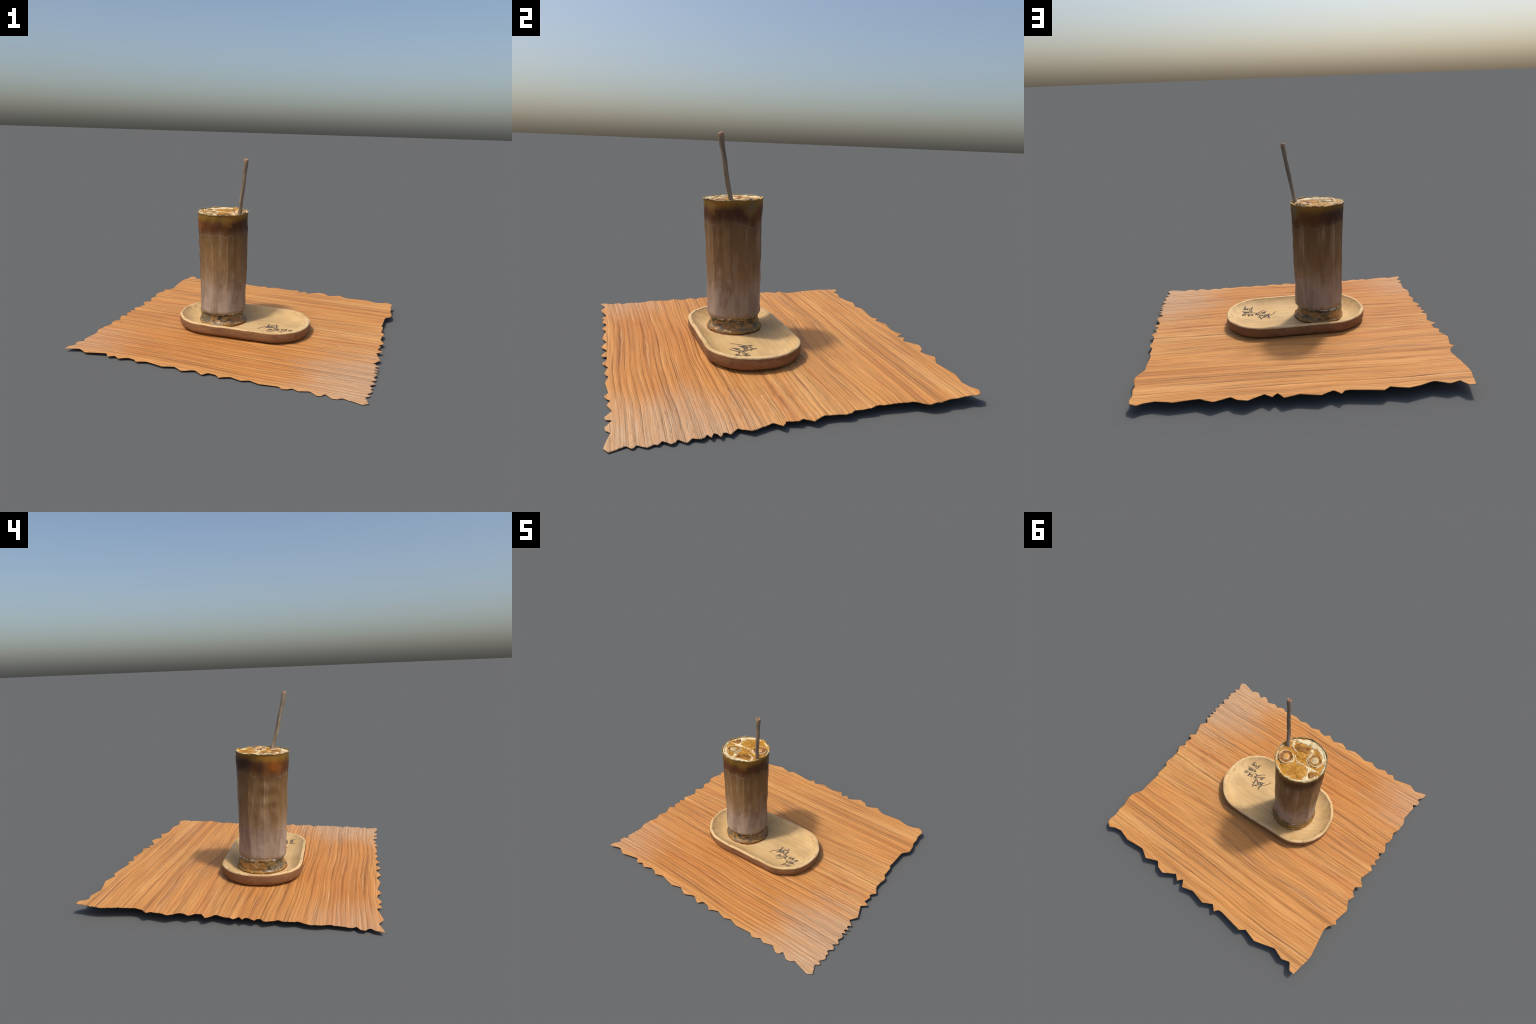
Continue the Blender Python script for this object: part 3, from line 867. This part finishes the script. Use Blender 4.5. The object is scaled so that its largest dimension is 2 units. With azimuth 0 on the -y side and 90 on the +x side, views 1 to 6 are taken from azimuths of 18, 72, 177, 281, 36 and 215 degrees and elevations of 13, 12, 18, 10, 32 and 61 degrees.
    strands = [(cup_arc(85, 290, 0.008, 0.011), 0.006), (cup_arc(205, 312, 0.022, 0.022), 0.006), (cup_arc(262, 300, 0.030, 0.024), 0.007),
               (cup_arc(-48, 85, 0.006, 0.0050), 0.004), (cup_arc(120, 160, 0.016, 0.014), 0.007),
               (vein((-0.080, -0.225, .016), (-0.095, -0.185, .010), (-0.125, -0.178, .008), (-0.150, -0.170, .006), (-0.150, -0.135, .007), (-0.175, -0.113, .005), (-0.205, -0.112, .006)), 0.008),
               (vein((-0.200, -0.112, .006), (-0.235, -0.110, .010), (-0.275, -0.108, .013), (-0.315, -0.115, .010), (-0.355, -0.125, .009)), 0.008),
               (vein((-0.285, -0.105, .008), (-0.303, -0.075, .010), (-0.308, -0.035, .016), (-0.305, -0.012, .018)), 0.009),
               (vein((-0.222, -0.240, .014), (-0.232, -0.215, .008), (-0.228, -0.180, .005), (-0.240, -0.150, .006), (-0.270, -0.128, .007)), 0.008),
               (vein((-0.062, -0.110, .004), (-0.090, -0.142, .004), (-0.130, -0.140, .005), (-0.158, -0.110, .006), (-0.158, -0.070, .005), (-0.135, -0.040, .004), (-0.100, -0.034, .003), (-0.066, -0.052, .003)), 0.008),
               (vein((-0.285, -0.243, .006), (-0.325, -0.225, .006), (-0.340, -0.185, .006), (-0.325, -0.145, .008)), 0.007),
               (vein((-0.195, -0.110, .004), (-0.190, -0.090, .003), (-0.192, -0.075, .002)), 0.006)]
    verts, faces = foam_sheet([p for p, _ in strands], SZ)
    make_object("milk_foam", verts, faces, mat_foam(), cup)
    # syrup stain creeping from under the foot
    pv, pf = [], []
    P = 120
    for k in range(P):
        a = TAU * k / P
        side = smooth(math.radians(150), math.radians(40), abs((a - math.radians(-15) + math.pi) % TAU - math.pi))
        r = 0.169 + 0.010 * side * (0.7 + 0.6 * n3(math.cos(a) * 7, math.sin(a) * 7, 3.0)) + 0.002 * n3(math.cos(a) * 16, math.sin(a) * 16, 1.0)
        for rr, z in ((0.150, 0.001), (r - 0.004, 0.0055), (r - 0.001, 0.0045), (r + 0.001, -0.001)):
            pv.append((rr * math.cos(a), rr * math.sin(a), z - 0.030 * rr * math.sin(a)))
    for k in range(P):
        k2 = (k + 1) % P
        for i in range(3):
            pf.append((k * 4 + i, k * 4 + i + 1, k2 * 4 + i + 1, k2 * 4 + i))
    make_object("coffee_stain", pv, pf, mat_plain("dark_syrup", srgb(104, 50, 24), 0.3, 0.45, 0.6, srgb(140, 88, 30), 24.0), cup)
    return cup

def build_straw():
    a, b = Vector((-0.066, -0.176, 0.862)), Vector((0.008, -0.268, 1.2755))
    L = (b - a).length
    N, M = 70, 20
    verts, faces = [], []
    q = (b - a).to_track_quat("Z", "Y")
    for i in range(N + 1):
        s = i / N
        z = s * L
        cx = 0.0035 * n3(s * 4.0, 1.0, 0) + 0.0015 * n3(s * 11, 7.0, 0)
        cy = 0.0035 * n3(s * 4.0, 9.0, 0) - 0.006 * math.sin(math.pi * s)
        r = 0.0138 + 0.0016 * n3(s * 7, 3.0, 0) + 0.0024 * smooth(0.72, 0.9, s) * smooth(1.04, 0.97, s)
        for k in range(M):
            t = TAU * k / M
            rr = r * (1 + 0.07 * n3(math.cos(t) * 1.4, math.sin(t) * 1.4, s * 9))
            verts.append((cx + rr * math.cos(t), cy + rr * math.sin(t), z))
    for i in range(N):
        for k in range(M):
            k2 = (k + 1) % M
            faces.append((i * M + k, i * M + k2, (i + 1) * M + k2, (i + 1) * M + k))
    # rounded rolled mouth with a shallow bore
    base = N * M
    for sc, dz in ((0.86, 0.0035), (0.66, 0.003), (0.52, -0.002), (0.46, -0.010)):
        o = len(verts)
        cx = sum(verts[N * M + k][0] for k in range(M)) / M
        cy = sum(verts[N * M + k][1] for k in range(M)) / M
        for k in range(M):
            x, y, z = verts[N * M + k]
            verts.append((cx + (x - cx) * sc, cy + (y - cy) * sc, L + dz))
        for k in range(M):
            k2 = (k + 1) % M
            faces.append((base + k, base + k2, o + k2, o + k))
        base = o
    faces.append(tuple(base + k for k in range(M)))
    faces.append(tuple(range(M - 1, -1, -1)))
    ob = make_object("drinking_straw", verts, faces, mat_straw())
    ob.location = a
    ob.rotation_euler = q.to_euler()
    ob["label"] = "slender slightly crooked grey brown drinking straw"
    ob["category"] = "drinking straw"
    return ob

build_table()
build_tray()
build_glass()
build_straw()
